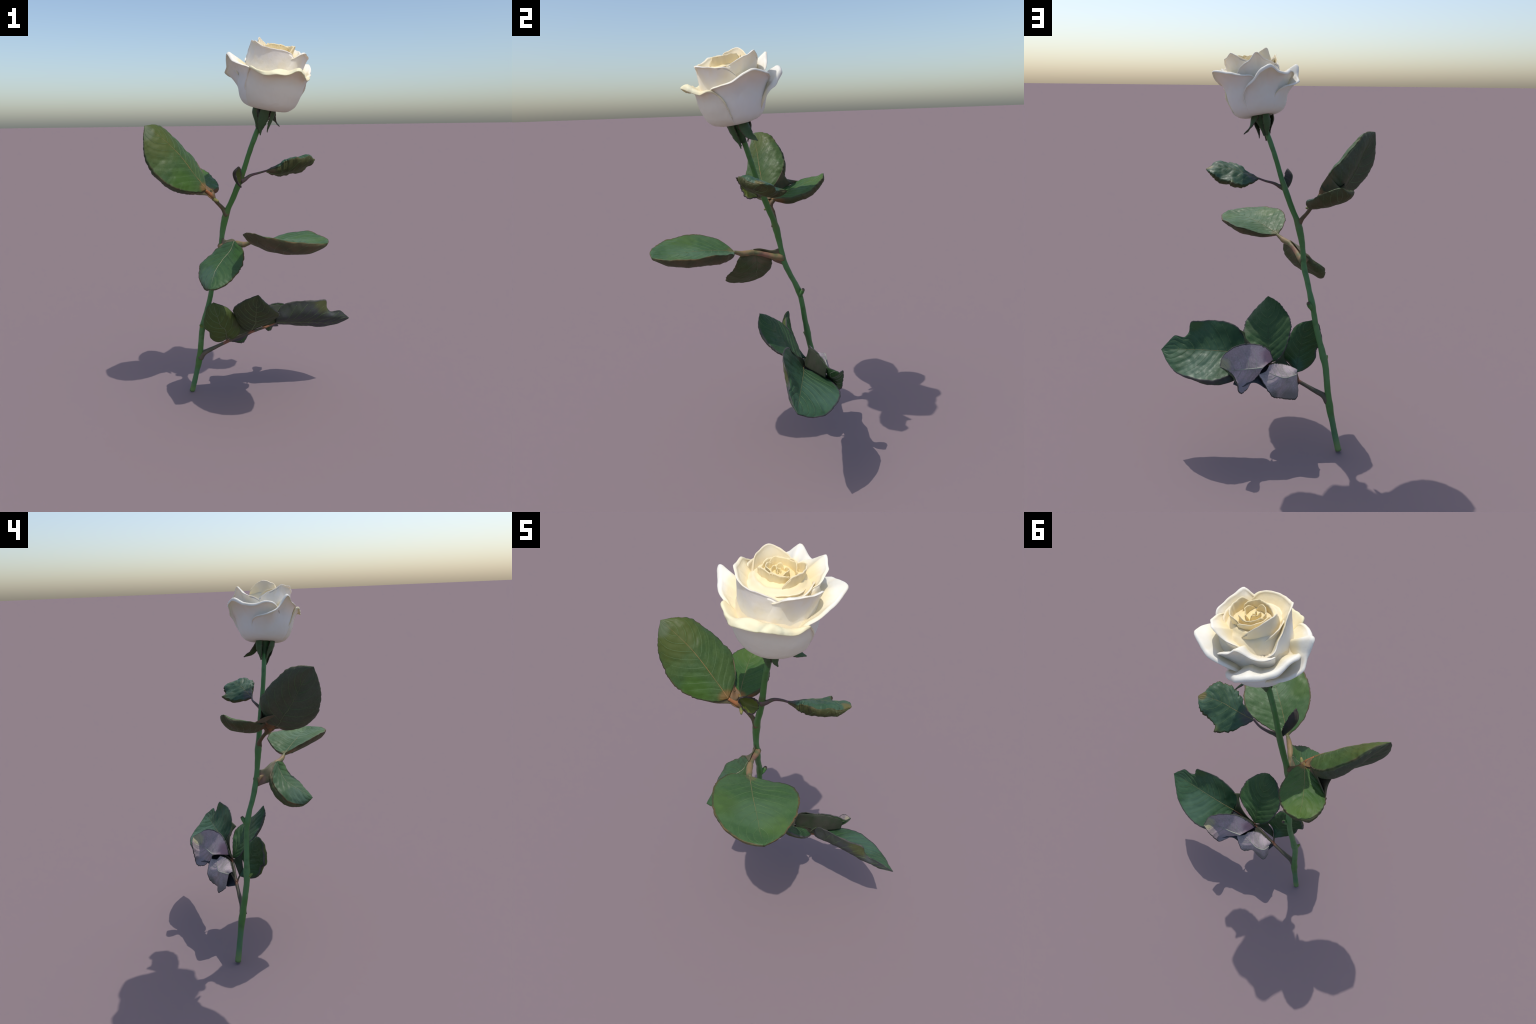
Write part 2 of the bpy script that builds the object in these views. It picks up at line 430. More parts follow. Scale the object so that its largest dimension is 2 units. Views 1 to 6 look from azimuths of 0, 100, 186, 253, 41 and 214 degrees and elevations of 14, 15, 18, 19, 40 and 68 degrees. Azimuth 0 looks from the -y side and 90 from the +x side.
# -- upper compound leaf: large end leaflet
top1 = leaf_top("leaf green upper", (0.050, 0.092, 0.020), (0.034, 0.080, 0.022),
                [((-0.50, -0.06, 1.56), 0.17, (0.078, 0.100, 0.020), 0.8), ((-0.35, -0.09, 1.34), 0.10, (0.050, 0.115, 0.012), 0.7),
                 ((-0.263, 0.01, 1.295), 0.050, ORANGE, 0.45), ((-0.515, -0.10, 1.585), 0.05, (0.14, 0.18, 0.12), 0.5)])
und1 = leaf_under("leaf underside upper", UNDER, (0.066, 0.078, 0.046),
                  [((-0.29, 0.0, 1.30), 0.085, (0.20, 0.12, 0.075), 0.75), ((-0.30, 0.09, 1.42), 0.07, (0.15, 0.105, 0.05), 0.6)])
leaf("leaf", [(-0.258, 0.010, 1.293), (-0.282, -0.028, 1.288), (-0.329, -0.073, 1.297), (-0.388, -0.110, 1.317), (-0.448, -0.128, 1.355), (-0.497, -0.130, 1.409), (-0.526, -0.126, 1.476), (-0.531, -0.109, 1.548), (-0.529, -0.084, 1.611)],
     [(-0.257, 0.010, 1.295), (-0.306, -0.005, 1.366), (-0.353, -0.022, 1.435), (-0.403, -0.041, 1.502), (-0.461, -0.063, 1.560), (-0.528, -0.084, 1.612)],
     [(-0.258, 0.012, 1.294), (-0.264, 0.065, 1.349), (-0.293, 0.100, 1.402), (-0.328, 0.116, 1.460), (-0.378, 0.098, 1.505), (-0.417, 0.067, 1.555), (-0.450, 0.028, 1.603), (-0.484, -0.030, 1.619), (-0.528, -0.084, 1.612)],
     [top1, und1, RIM_M], 1, rows=100, cols=57, veins=9, lip=(0.004, 0.006), relief=0.0012,
     belly=[[(-0.262, 0.012, 1.286), (-0.338, 0.036, 1.304), (-0.396, 0.028, 1.358), (-0.433, 0.006, 1.424), (-0.466, -0.022, 1.488), (-0.499, -0.048, 1.552), (-0.529, -0.083, 1.610)]],
     rib_mats=(plain("midrib orange", (0.27, 0.16, 0.06), (0.14, 0.13, 0.05), 14, 0.5), RIB_U))
# -- upper compound leaf: side leaflet
top1b = leaf_top("leaf green bright", (0.038, 0.100, 0.022), (0.050, 0.118, 0.024), [((-0.37, 0.29, 1.38), 0.12, (0.080, 0.140, 0.028), 0.8), ((-0.24, 0.06, 1.29), 0.04, ORANGE, 0.6)])
und1b = leaf_under("leaf underside olive", (0.062, 0.066, 0.026), (0.085, 0.072, 0.035), [((-0.23, 0.08, 1.28), 0.07, (0.19, 0.085, 0.035), 0.8)])
leaf("leaf", [(-0.236, 0.058, 1.286), (-0.300, 0.088, 1.318), (-0.370, 0.123, 1.334), (-0.413, 0.168, 1.350), (-0.426, 0.220, 1.372), (-0.412, 0.280, 1.376), (-0.371, 0.321, 1.397)],
     [(-0.233, 0.057, 1.286), (-0.268, 0.108, 1.304), (-0.300, 0.162, 1.320), (-0.328, 0.215, 1.340), (-0.352, 0.270, 1.366), (-0.371, 0.320, 1.397)],
     [(-0.228, 0.060, 1.281), (-0.204, 0.132, 1.296), (-0.209, 0.194, 1.305), (-0.226, 0.250, 1.325), (-0.264, 0.292, 1.353), (-0.313, 0.318, 1.382), (-0.372, 0.321, 1.397)],
     [top1b, und1b, RIM_M], 2, veins=7, lip=(0.003, 0.003),
     belly=[[(-0.233, 0.060, 1.278), (-0.250, 0.120, 1.262), (-0.275, 0.165, 1.268), (-0.310, 0.216, 1.286), (-0.352, 0.262, 1.312), (-0.385, 0.300, 1.350), (-0.371, 0.320, 1.396)]])
web("leaf_base_web", [(-0.205, 0.070, 1.222), (-0.228, 0.066, 1.262), (-0.240, 0.075, 1.292)], [(-0.212, 0.060, 1.225), (-0.255, 0.018, 1.270), (-0.300, 0.070, 1.345)],
    [plain("russet skin", (0.20, 0.11, 0.05), (0.13, 0.09, 0.045), 30, 0.6)] * 3, seed=3)

# -- small leaf of the top node
top2 = leaf_top("leaf green blue", (0.034, 0.082, 0.046), (0.055, 0.112, 0.072),
                [((0.07, 0.05, 1.385), 0.06, (0.10, 0.075, 0.085), 0.7), ((0.29, 0.10, 1.44), 0.03, (0.17, 0.13, 0.04), 0.8), ((0.16, 0.19, 1.38), 0.035, (0.11, 0.14, 0.045), 0.7)])
und2 = leaf_under("leaf underside dark olive", (0.055, 0.060, 0.022), (0.085, 0.090, 0.030), [((0.06, 0.05, 1.38), 0.06, (0.12, 0.08, 0.05), 0.7)])
leaf("leaf", [(0.047, 0.050, 1.381), (0.077, 0.102, 1.368), (0.112, 0.147, 1.363), (0.152, 0.194, 1.380), (0.172, 0.170, 1.388), (0.216, 0.156, 1.390), (0.263, 0.154, 1.418), (0.301, 0.114, 1.430)],
     [(0.047, 0.048, 1.384), (0.099, 0.060, 1.400), (0.150, 0.069, 1.417), (0.201, 0.077, 1.433), (0.252, 0.093, 1.441), (0.302, 0.112, 1.431)],
     [(0.049, 0.046, 1.384), (0.100, 0.025, 1.411), (0.150, 0.008, 1.437), (0.202, -0.003, 1.458), (0.258, 0.010, 1.462), (0.287, 0.056, 1.446), (0.303, 0.111, 1.431)],
     [top2, und2, RIM_M], 3, rows=70, cols=41, veins=6, lip=(0.002, 0.012), rib=0.003, serrate=0.009, wave=0.010, bumps=0.008,
     belly=[[(0.047, 0.047, 1.379), (0.118, 0.052, 1.370), (0.189, 0.060, 1.378), (0.250, 0.080, 1.396), (0.301, 0.112, 1.429)]])
# -- stunted leaflet at the same node
lime = leaf_top("leaf lime", (0.115, 0.135, 0.020), (0.060, 0.085, 0.020))
dark = leaf_under("leaf underside blackish", (0.035, 0.040, 0.028), (0.060, 0.045, 0.040))
leaf("leaf", [(-0.080, 0.012, 1.317), (-0.075, -0.034, 1.312), (-0.090, -0.062, 1.342), (-0.100, -0.082, 1.383), (-0.082, -0.092, 1.414)],
     [(-0.084, 0.014, 1.318), (-0.094, -0.010, 1.332), (-0.108, -0.038, 1.356), (-0.110, -0.062, 1.388), (-0.086, -0.088, 1.414)],
     [(-0.082, 0.014, 1.322), (-0.074, 0.003, 1.353), (-0.076, -0.022, 1.381), (-0.077, -0.050, 1.399), (-0.083, -0.088, 1.413)],
     [lime, dark, plain("leaf rim blackish", (0.04, 0.035, 0.03), (0.07, 0.05, 0.045), 30)], 4, rows=44, cols=25, veins=0, bumps=0.002, rib=0.0022, thick=0.007)

# -- middle compound leaf: end leaflet
top3 = leaf_top("leaf green mid", (0.066, 0.130, 0.048), (0.046, 0.106, 0.032),
                [((0.05, -0.36, 1.12), 0.10, (0.085, 0.150, 0.034), 0.6), ((0.27, -0.30, 1.10), 0.08, (0.090, 0.160, 0.035), 0.6), ((-0.02, -0.12, 1.05), 0.035, TAN, 0.4),
                 ((0.17, -0.30, 1.08), 0.12, (0.092, 0.165, 0.082), 0.5)])
und3 = leaf_under("leaf underside brown olive", (0.070, 0.070, 0.034), (0.115, 0.088, 0.045), [((-0.03, -0.12, 1.05), 0.08, (0.24, 0.15, 0.075), 0.8)])
rim3 = plain("leaf rim scorched", (0.045, 0.062, 0.024), (0.12, 0.085, 0.032), 16, 0.6)
leaf("leaf", [(-0.036, -0.108, 1.046), (0.039, -0.090, 1.058), (0.113, -0.081, 1.074), (0.186, -0.083, 1.094), (0.245, -0.122, 1.106), (0.288, -0.188, 1.106), (0.313, -0.259, 1.104), (0.323, -0.334, 1.102), (0.307, -0.406, 1.102)],
     [(-0.036, -0.110, 1.048), (0.025, -0.166, 1.065), (0.079, -0.216, 1.079), (0.135, -0.264, 1.087), (0.192, -0.312, 1.091), (0.248, -0.361, 1.094), (0.307, -0.406, 1.105)],
     [(-0.038, -0.112, 1.050), (-0.061, -0.177, 1.095), (-0.057, -0.251, 1.125), (-0.028, -0.323, 1.137), (0.023, -0.382, 1.138), (0.088, -0.427, 1.136), (0.162, -0.448, 1.124), (0.240, -0.443, 1.114), (0.306, -0.406, 1.102)],
     [top3, und3, rim3], 5, rows=100, cols=57, veins=9, lip=(0.006, 0.005), relief=0.0016,
     belly=[[(-0.036, -0.112, 1.042), (0.010, -0.140, 1.030), (0.058, -0.180, 1.021), (0.110, -0.235, 1.022), (0.170, -0.300, 1.030), (0.232, -0.360, 1.050), (0.306, -0.405, 1.093)]])
# -- middle compound leaf: side leaflet
top3b = leaf_top("leaf green side", (0.042, 0.100, 0.038), (0.052, 0.110, 0.046), [((-0.26, -0.10, 0.86), 0.09, (0.085, 0.150, 0.105), 0.6), ((-0.10, -0.09, 1.0), 0.07, (0.050, 0.130, 0.022), 0.6)])
und3b = leaf_under("leaf underside side", (0.085, 0.088, 0.042), (0.070, 0.085, 0.028), [((-0.15, 0.02, 1.0), 0.10, (0.20, 0.155, 0.095), 0.8)])
leaf("leaf", [(-0.114, -0.036, 1.038), (-0.086, -0.080, 1.024), (-0.072, -0.107, 0.995), (-0.071, -0.121, 0.951), (-0.086, -0.147, 0.916), (-0.112, -0.175, 0.889), (-0.147, -0.194, 0.864), (-0.187, -0.205, 0.841), (-0.232, -0.203, 0.833)],
     [(-0.116, -0.032, 1.036), (-0.139, -0.042, 0.985), (-0.178, -0.058, 0.943), (-0.206, -0.099, 0.905), (-0.221, -0.149, 0.870), (-0.233, -0.201, 0.833)],
     [(-0.117, -0.030, 1.036), (-0.168, 0.004, 1.018), (-0.213, 0.030, 0.980), (-0.262, 0.028, 0.940), (-0.302, 0.003, 0.900), (-0.311, -0.036, 0.864), (-0.290, -0.085, 0.835), (-0.265, -0.138, 0.818), (-0.233, -0.200, 0.831)],
     [top3b, und3b, rim3], 6, rows=84, cols=47, veins=7, lip=(0.005, 0.005),
     belly=[[(-0.117, -0.028, 1.032), (-0.157, 0.005, 0.975), (-0.192, -0.002, 0.910), (-0.215, -0.045, 0.862), (-0.231, -0.102, 0.833), (-0.238, -0.158, 0.825), (-0.233, -0.200, 0.831)]],
     rib_mats=(plain("midrib pale", (0.34, 0.30, 0.20), (0.20, 0.22, 0.12), 40, 0.5), RIB_U))
web("stipule", [(-0.190, 0.105, 1.030), (-0.165, 0.060, 1.022), (-0.130, 0.005, 1.040), (-0.112, -0.028, 1.040)],
    [(-0.196, 0.112, 0.935), (-0.205, 0.070, 0.950), (-0.222, 0.040, 0.965), (-0.205, 0.020, 0.985)],
    [plain("stipule skin", (0.135, 0.115, 0.065), (0.085, 0.095, 0.045), 22, 0.6, [((-0.18, 0.09, 0.97), 0.05, (0.26, 0.13, 0.11), 0.6)])] * 3, seed=4)

# -- low compound leaf: end leaflet with its notched, folded-up margin
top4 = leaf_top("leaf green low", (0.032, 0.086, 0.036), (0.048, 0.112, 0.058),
                [((0.30, 0.35, 0.47), 0.13, (0.075, 0.145, 0.095), 0.7), ((0.16, 0.19, 0.58), 0.12, (0.020, 0.062, 0.020), 0.7), ((0.36, 0.21, 0.63), 0.05, (0.065, 0.115, 0.025), 0.6)])  # first spot paints the bluish highlight onto the blade
und4 = leaf_under("leaf underside low", (0.050, 0.062, 0.045), (0.055, 0.058, 0.065), [((0.38, 0.20, 0.62), 0.08, (0.095, 0.105, 0.028), 0.7), ((0.40, 0.32, 0.46), 0.14, (0.060, 0.062, 0.085), 0.7)])
rim4 = plain("leaf rim dusky", (0.045, 0.050, 0.045), (0.085, 0.080, 0.070), 25, 0.6)
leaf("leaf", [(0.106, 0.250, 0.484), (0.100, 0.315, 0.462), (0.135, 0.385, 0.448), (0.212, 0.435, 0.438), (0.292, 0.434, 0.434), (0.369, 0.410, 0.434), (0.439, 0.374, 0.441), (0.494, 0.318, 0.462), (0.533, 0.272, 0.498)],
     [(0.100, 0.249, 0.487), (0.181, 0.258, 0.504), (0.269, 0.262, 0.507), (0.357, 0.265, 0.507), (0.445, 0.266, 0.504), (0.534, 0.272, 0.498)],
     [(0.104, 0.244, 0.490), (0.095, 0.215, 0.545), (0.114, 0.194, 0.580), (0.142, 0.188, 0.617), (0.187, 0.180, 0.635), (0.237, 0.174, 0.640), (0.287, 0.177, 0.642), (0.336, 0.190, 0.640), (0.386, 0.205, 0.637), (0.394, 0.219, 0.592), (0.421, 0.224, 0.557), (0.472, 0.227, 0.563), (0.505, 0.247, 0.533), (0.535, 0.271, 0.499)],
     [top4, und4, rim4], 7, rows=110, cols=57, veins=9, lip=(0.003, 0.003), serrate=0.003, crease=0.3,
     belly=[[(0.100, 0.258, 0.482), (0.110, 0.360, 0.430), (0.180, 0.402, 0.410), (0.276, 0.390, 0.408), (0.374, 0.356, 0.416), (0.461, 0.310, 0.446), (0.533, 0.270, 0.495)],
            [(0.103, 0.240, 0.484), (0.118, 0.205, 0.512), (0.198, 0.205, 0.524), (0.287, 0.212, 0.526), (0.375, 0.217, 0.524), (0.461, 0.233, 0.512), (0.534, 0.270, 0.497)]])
# -- low compound leaf: upright leaflet
top4m = leaf_top("leaf green shade", (0.030, 0.076, 0.026), (0.042, 0.096, 0.032), [((0.08, 0.20, 0.54), 0.07, (0.065, 0.150, 0.055), 0.6)])
und4m = leaf_under("leaf underside moss", (0.055, 0.066, 0.026), (0.045, 0.058, 0.030))
leaf("leaf", [(-0.041, 0.237, 0.446), (0.000, 0.224, 0.486), (0.040, 0.210, 0.514), (0.080, 0.195, 0.535), (0.112, 0.170, 0.556), (0.119, 0.124, 0.580), (0.108, 0.076, 0.613), (0.077, 0.041, 0.649), (0.043, 0.018, 0.689), (0.001, 0.018, 0.730)],
     [(-0.041, 0.237, 0.446), (-0.024, 0.189, 0.504), (-0.017, 0.145, 0.560), (-0.011, 0.106, 0.619), (-0.003, 0.066, 0.677), (0.002, 0.018, 0.729)],
     [(-0.042, 0.237, 0.445), (-0.075, 0.222, 0.456), (-0.105, 0.205, 0.485), (-0.121, 0.189, 0.522), (-0.134, 0.160, 0.569), (-0.139, 0.127, 0.612), (-0.122, 0.085, 0.651), (-0.087, 0.053, 0.683), (-0.045, 0.026, 0.712), (0.001, 0.017, 0.730)],
     [top4m, und4m, rim4], 8, veins=8, lip=(0.003, 0.003),
     belly=[[(-0.041, 0.236, 0.443), (-0.036, 0.178, 0.472), (-0.024, 0.122, 0.530), (-0.014, 0.082, 0.592), (-0.006, 0.044, 0.655), (0.001, 0.017, 0.728)]], rib_mats=(plain("midrib dim", (0.06, 0.09, 0.04), (0.05, 0.08, 0.04)), RIB_U))
# -- low compound leaf: leaflet beside the stem
top4c = leaf_top("leaf green dark", (0.024, 0.068, 0.022), (0.030, 0.076, 0.020), [((-0.18, 0.22, 0.42), 0.06, (0.050, 0.120, 0.075), 0.6)])
und4c = leaf_under("leaf underside bright", (0.060, 0.085, 0.020), (0.075, 0.098, 0.024), [((-0.12, 0.18, 0.52), 0.06, (0.055, 0.045, 0.035), 0.5)])
leaf("leaf", [(-0.178, 0.230, 0.403), (-0.140, 0.195, 0.418), (-0.105, 0.195, 0.460), (-0.110, 0.192, 0.515), (-0.132, 0.164, 0.558), (-0.151, 0.135, 0.599), (-0.192, 0.126, 0.634), (-0.246, 0.128, 0.650)],
     [(-0.178, 0.231, 0.404), (-0.181, 0.196, 0.445), (-0.191, 0.170, 0.496), (-0.202, 0.152, 0.550), (-0.217, 0.140, 0.600), (-0.247, 0.129, 0.651)],
     [(-0.180, 0.236, 0.396), (-0.210, 0.207, 0.393), (-0.247, 0.174, 0.407), (-0.273, 0.149, 0.440), (-0.277, 0.139, 0.488), (-0.305, 0.126, 0.510), (-0.305, 0.124, 0.540), (-0.296, 0.122, 0.586), (-0.284, 0.124, 0.632), (-0.246, 0.130, 0.652)],
     [top4c, und4c, rim4], 9, veins=7, lip=(0.003, 0.003), serrate=0.002,
     belly=[[(-0.178, 0.230, 0.401), (-0.186, 0.165, 0.430), (-0.200, 0.125, 0.478), (-0.212, 0.105, 0.538), (-0.228, 0.105, 0.598), (-0.247, 0.127, 0.650)]], rib_mats=(plain("midrib dim dark", (0.05, 0.08, 0.035), (0.04, 0.07, 0.03)), RIB_U))
# -- low compound leaf: two drooping leaflets that show their mauve undersides
PALE = plain("vein pale", (0.36, 0.37, 0.31), (0.28, 0.29, 0.24), 40, 0.5)
mauve = leaf_under("leaf underside mauve", (0.40, 0.315, 0.335), (0.27, 0.230, 0.235),
                   [((0.18, 0.40, 0.50), 0.06, (0.46, 0.44, 0.26), 0.85), ((-0.04, 0.27, 0.50), 0.07, (0.40, 0.19, 0.23), 0.6), ((0.06, 0.42, 0.38), 0.07, (0.24, 0.25, 0.30), 0.6)])
mauve2 = leaf_under("leaf underside grey mauve", (0.43, 0.345, 0.36), (0.29, 0.255, 0.245),
                    [((-0.16, 0.35, 0.32), 0.07, (0.150, 0.145, 0.130), 0.8), ((-0.15, 0.29, 0.45), 0.05, (0.58, 0.47, 0.50), 0.6), ((-0.06, 0.37, 0.34), 0.05, (0.075, 0.105, 0.085), 0.7)])
topd = leaf_top("leaf green hidden", (0.035, 0.085, 0.030), (0.050, 0.100, 0.035))
leaf("leaf", [(-0.059, 0.261, 0.478), (-0.036, 0.265, 0.537), (0.021, 0.274, 0.567), (0.080, 0.301, 0.580), (0.135, 0.337, 0.574), (0.179, 0.372, 0.543), (0.184, 0.424, 0.520)],
     [(-0.020, 0.348, 0.475), (0.032, 0.358, 0.472), (0.082, 0.366, 0.468), (0.132, 0.378, 0.466), (0.165, 0.403, 0.484), (0.183, 0.428, 0.515)],
     [(0.002, 0.352, 0.440), (0.035, 0.369, 0.403), (0.063, 0.396, 0.370), (0.085, 0.433, 0.370), (0.093, 0.444, 0.419), (0.105, 0.447, 0.467), (0.136, 0.445, 0.502), (0.182, 0.431, 0.513)],
     [topd, mauve, rim4], 10, rows=70, cols=45, veins=6, vein_mat=PALE, rib_mats=(RIB_M, PALE), lip=(0.0, 0.0), crease=0.6, bumps=0.003)
leaf("leaf", [(-0.187, 0.276, 0.434), (-0.148, 0.272, 0.452), (-0.107, 0.268, 0.461), (-0.070, 0.282, 0.466), (-0.045, 0.312, 0.474)],
     [(-0.184, 0.300, 0.424), (-0.174, 0.334, 0.435), (-0.130, 0.344, 0.424), (-0.080, 0.338, 0.430), (-0.031, 0.330, 0.445)],
     [(-0.196, 0.324, 0.345), (-0.190, 0.365, 0.319), (-0.144, 0.362, 0.312), (-0.097, 0.356, 0.312), (-0.073, 0.383, 0.333), (-0.052, 0.398, 0.374), (-0.024, 0.382, 0.410), (0.004, 0.358, 0.440)],
     [topd, mauve2, rim4], 11, rows=60, cols=41, veins=5, vein_mat=PALE, rib_mats=(RIB_M, PALE), crease=0.75, bumps=0.003)

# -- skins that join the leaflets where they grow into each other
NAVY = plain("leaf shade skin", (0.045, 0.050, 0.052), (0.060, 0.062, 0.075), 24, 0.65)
MOSS = plain("leaf joint moss", (0.045, 0.066, 0.026), (0.060, 0.062, 0.040), 24, 0.6)
RUSSET = plain("russet underside", (0.125, 0.095, 0.050), (0.085, 0.080, 0.045), 26, 0.6, [((-0.27, 0.05, 1.31), 0.06, (0.22, 0.115, 0.05), 0.7)])
web("leaf_base_web", [(-0.258, 0.020, 1.296), (-0.272, 0.076, 1.362), (-0.292, 0.099, 1.400), (-0.312, 0.110, 1.432)], [(-0.240, 0.062, 1.288), (-0.290, 0.090, 1.316), (-0.345, 0.117, 1.330), (-0.405, 0.158, 1.346)], [RUSSET] * 3, seed=5, sag=(0.010, -0.012, -0.014))
web("leaf_base_web", [(-0.215, 0.062, 1.226), (-0.250, 0.022, 1.262), (-0.298, -0.030, 1.274), (-0.350, -0.080, 1.296)], [(-0.235, 0.045, 1.262), (-0.275, 0.008, 1.300), (-0.318, -0.040, 1.310), (-0.365, -0.082, 1.318)], [RUSSET] * 3, seed=6)
web("leaf_base_web", [(-0.300, 0.030, 1.306), (-0.350, 0.034, 1.334), (-0.384, 0.030, 1.360), (-0.402, 0.024, 1.378)], [(-0.270, 0.075, 1.302), (-0.330, 0.106, 1.322), (-0.385, 0.135, 1.338), (-0.418, 0.182, 1.352)], [RUSSET] * 3, seed=7, sag=(0.022, -0.004, 0.004))
web("leaf_base_web", [(-0.045, 0.237, 0.440), (-0.075, 0.222, 0.454), (-0.103, 0.206, 0.482), (-0.126, 0.182, 0.535)], [(-0.176, 0.236, 0.398), (-0.150, 0.205, 0.408), (-0.112, 0.195, 0.452), (-0.125, 0.178, 0.540)], [MOSS] * 3, seed=8)
web("leaf_base_web", [(-0.038, 0.240, 0.446), (0.000, 0.240, 0.482), (0.050, 0.227, 0.520), (0.092, 0.198, 0.550), (0.106, 0.165, 0.575)], [(0.104, 0.246, 0.484), (0.098, 0.225, 0.525), (0.103, 0.205, 0.560), (0.112, 0.195, 0.578), (0.130, 0.191, 0.603)], [MOSS] * 3, seed=9)
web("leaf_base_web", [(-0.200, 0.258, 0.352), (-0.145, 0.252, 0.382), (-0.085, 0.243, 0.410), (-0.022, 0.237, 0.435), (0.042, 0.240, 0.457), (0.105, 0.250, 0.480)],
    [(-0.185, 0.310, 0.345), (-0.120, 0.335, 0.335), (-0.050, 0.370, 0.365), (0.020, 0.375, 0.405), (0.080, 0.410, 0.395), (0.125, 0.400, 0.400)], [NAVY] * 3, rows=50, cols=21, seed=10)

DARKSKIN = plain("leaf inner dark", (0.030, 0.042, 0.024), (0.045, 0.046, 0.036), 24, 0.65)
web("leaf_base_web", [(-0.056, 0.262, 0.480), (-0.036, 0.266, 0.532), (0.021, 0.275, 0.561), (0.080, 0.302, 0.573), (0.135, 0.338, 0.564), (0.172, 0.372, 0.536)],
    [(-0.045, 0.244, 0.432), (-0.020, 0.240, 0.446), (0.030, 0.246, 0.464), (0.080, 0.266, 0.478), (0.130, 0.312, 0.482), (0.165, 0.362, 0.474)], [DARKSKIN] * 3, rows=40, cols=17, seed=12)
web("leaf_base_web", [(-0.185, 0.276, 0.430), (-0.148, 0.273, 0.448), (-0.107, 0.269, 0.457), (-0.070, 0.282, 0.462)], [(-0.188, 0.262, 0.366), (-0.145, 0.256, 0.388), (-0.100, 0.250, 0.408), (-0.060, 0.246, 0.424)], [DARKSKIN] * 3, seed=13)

# =================================================================== FLOWER
# flower frame: centre of the cup bottom O, axis W (leaning a little to the front right)
O = V3((0.05, -0.04, 1.685))
W = unit(V3((0.19, -0.13, 1.0)))
U = unit(V3((1, 0, 0)) - W * W[0])
VV_ = np.cross(W, U)
def polar(phi, r, h):
    a = np.radians(phi)
    return O + W * np.asarray(h)[..., None] + U * (np.asarray(r) * np.cos(a))[..., None] + VV_ * (np.asarray(r) * np.sin(a))[..., None]

def petal_material(name, body, tint, rim_tint, rim_from, warm=0.0):
    k = Nodes(name)
    d = k.vmath('SUBTRACT', k.pos, tuple(O))
    h = k.vmath('DOT_PRODUCT', d, tuple(W), out=1)
    sc = k.t.nodes.new("ShaderNodeVectorMath"); sc.operation = 'SCALE'
    sc.inputs[0].default_value = tuple(W); k.link(h, sc.inputs["Scale"])
    r = k.vmath('LENGTH', k.vmath('SUBTRACT', d, sc.outputs[0]), out=1)
    c = k.mix(k.ramp(k.noise(11, 3), 0.35, 0.7), body, tint)
    rr = k.math('ADD', r, k.math('MULTIPLY', k.math('SUBTRACT', k.noise(24, 3), 0.5), 0.03))
    c = k.mix(k.ramp(rr, rim_from, rim_from + 0.035, 0, 0.85), c, rim_tint)
    heart = k.vmath('DISTANCE', k.pos, tuple(polar(45, 0.012, 0.235)), out=1)
    c = k.mix(k.ramp(heart, 0.015, 0.150, 0.95, 0.0), c, (0.96, 0.79, 0.40))  # yellow tint spread wide to colour in the warm shadows between petals
    if warm:
        c = k.mix(k.ramp(k.noise(17, 2), 0.45, 0.75, 0, warm), c, (0.93, 0.78, 0.46))
    c = k.mix(k.ramp(k.noise(90, 4, 0.6), 0.5, 0.8, 0, 0.10), c, (0.80, 0.74, 0.62))
    return k.finish(c, 0.55, 0.25, k.noise(70, 5, 0.6), 0.35, 0.16, (0.95, 0.80, 0.48), 0.003)
PETAL_PF = petal_material("petal cream green rim", (0.93, 0.88, 0.75), (0.92, 0.86, 0.72), (0.80, 0.79, 0.42), 0.172)
PETAL_OUT = petal_material("petal cream outer", (0.95, 0.93, 0.87), (0.94, 0.91, 0.82), (0.90, 0.91, 0.76), 0.180)
PETAL_MID = petal_material("petal cream", (0.95, 0.92, 0.86), (0.94, 0.89, 0.77), (0.93, 0.91, 0.86), 0.16, 0.3)
PETAL_IN = petal_material("petal cream heart", (0.93, 0.86, 0.70), (0.93, 0.82, 0.58), (0.92, 0.88, 0.80), 0.105, 0.4)

INSIDE = {"petal cream green rim": petal_material("petal inside green rim", (0.94, 0.82, 0.52), (0.94, 0.85, 0.60), (0.90, 0.88, 0.62), 0.162, 0.3),
          "petal cream outer": petal_material("petal inside outer", (0.94, 0.84, 0.58), (0.94, 0.87, 0.66), (0.95, 0.94, 0.87), 0.155, 0.2),
          "petal cream": petal_material("petal inside second", (0.94, 0.82, 0.54), (0.94, 0.84, 0.60), (0.95, 0.93, 0.85), 0.118, 0.25)}
PETAL_BED = petal_material("petal cream packed", (0.93, 0.86, 0.70), (0.94, 0.83, 0.60), (0.93, 0.88, 0.74), 0.15, 0.5)

CUP = spline([(0.028, 0.016), (0.060, 0.004), (0.090, 0.004), (0.113, 0.013), (0.132, 0.034), (0.145, 0.066), (0.1525, 0.100), (0.1535, 0.140), (0.154, 0.20), (0.155, 0.32)], 240)

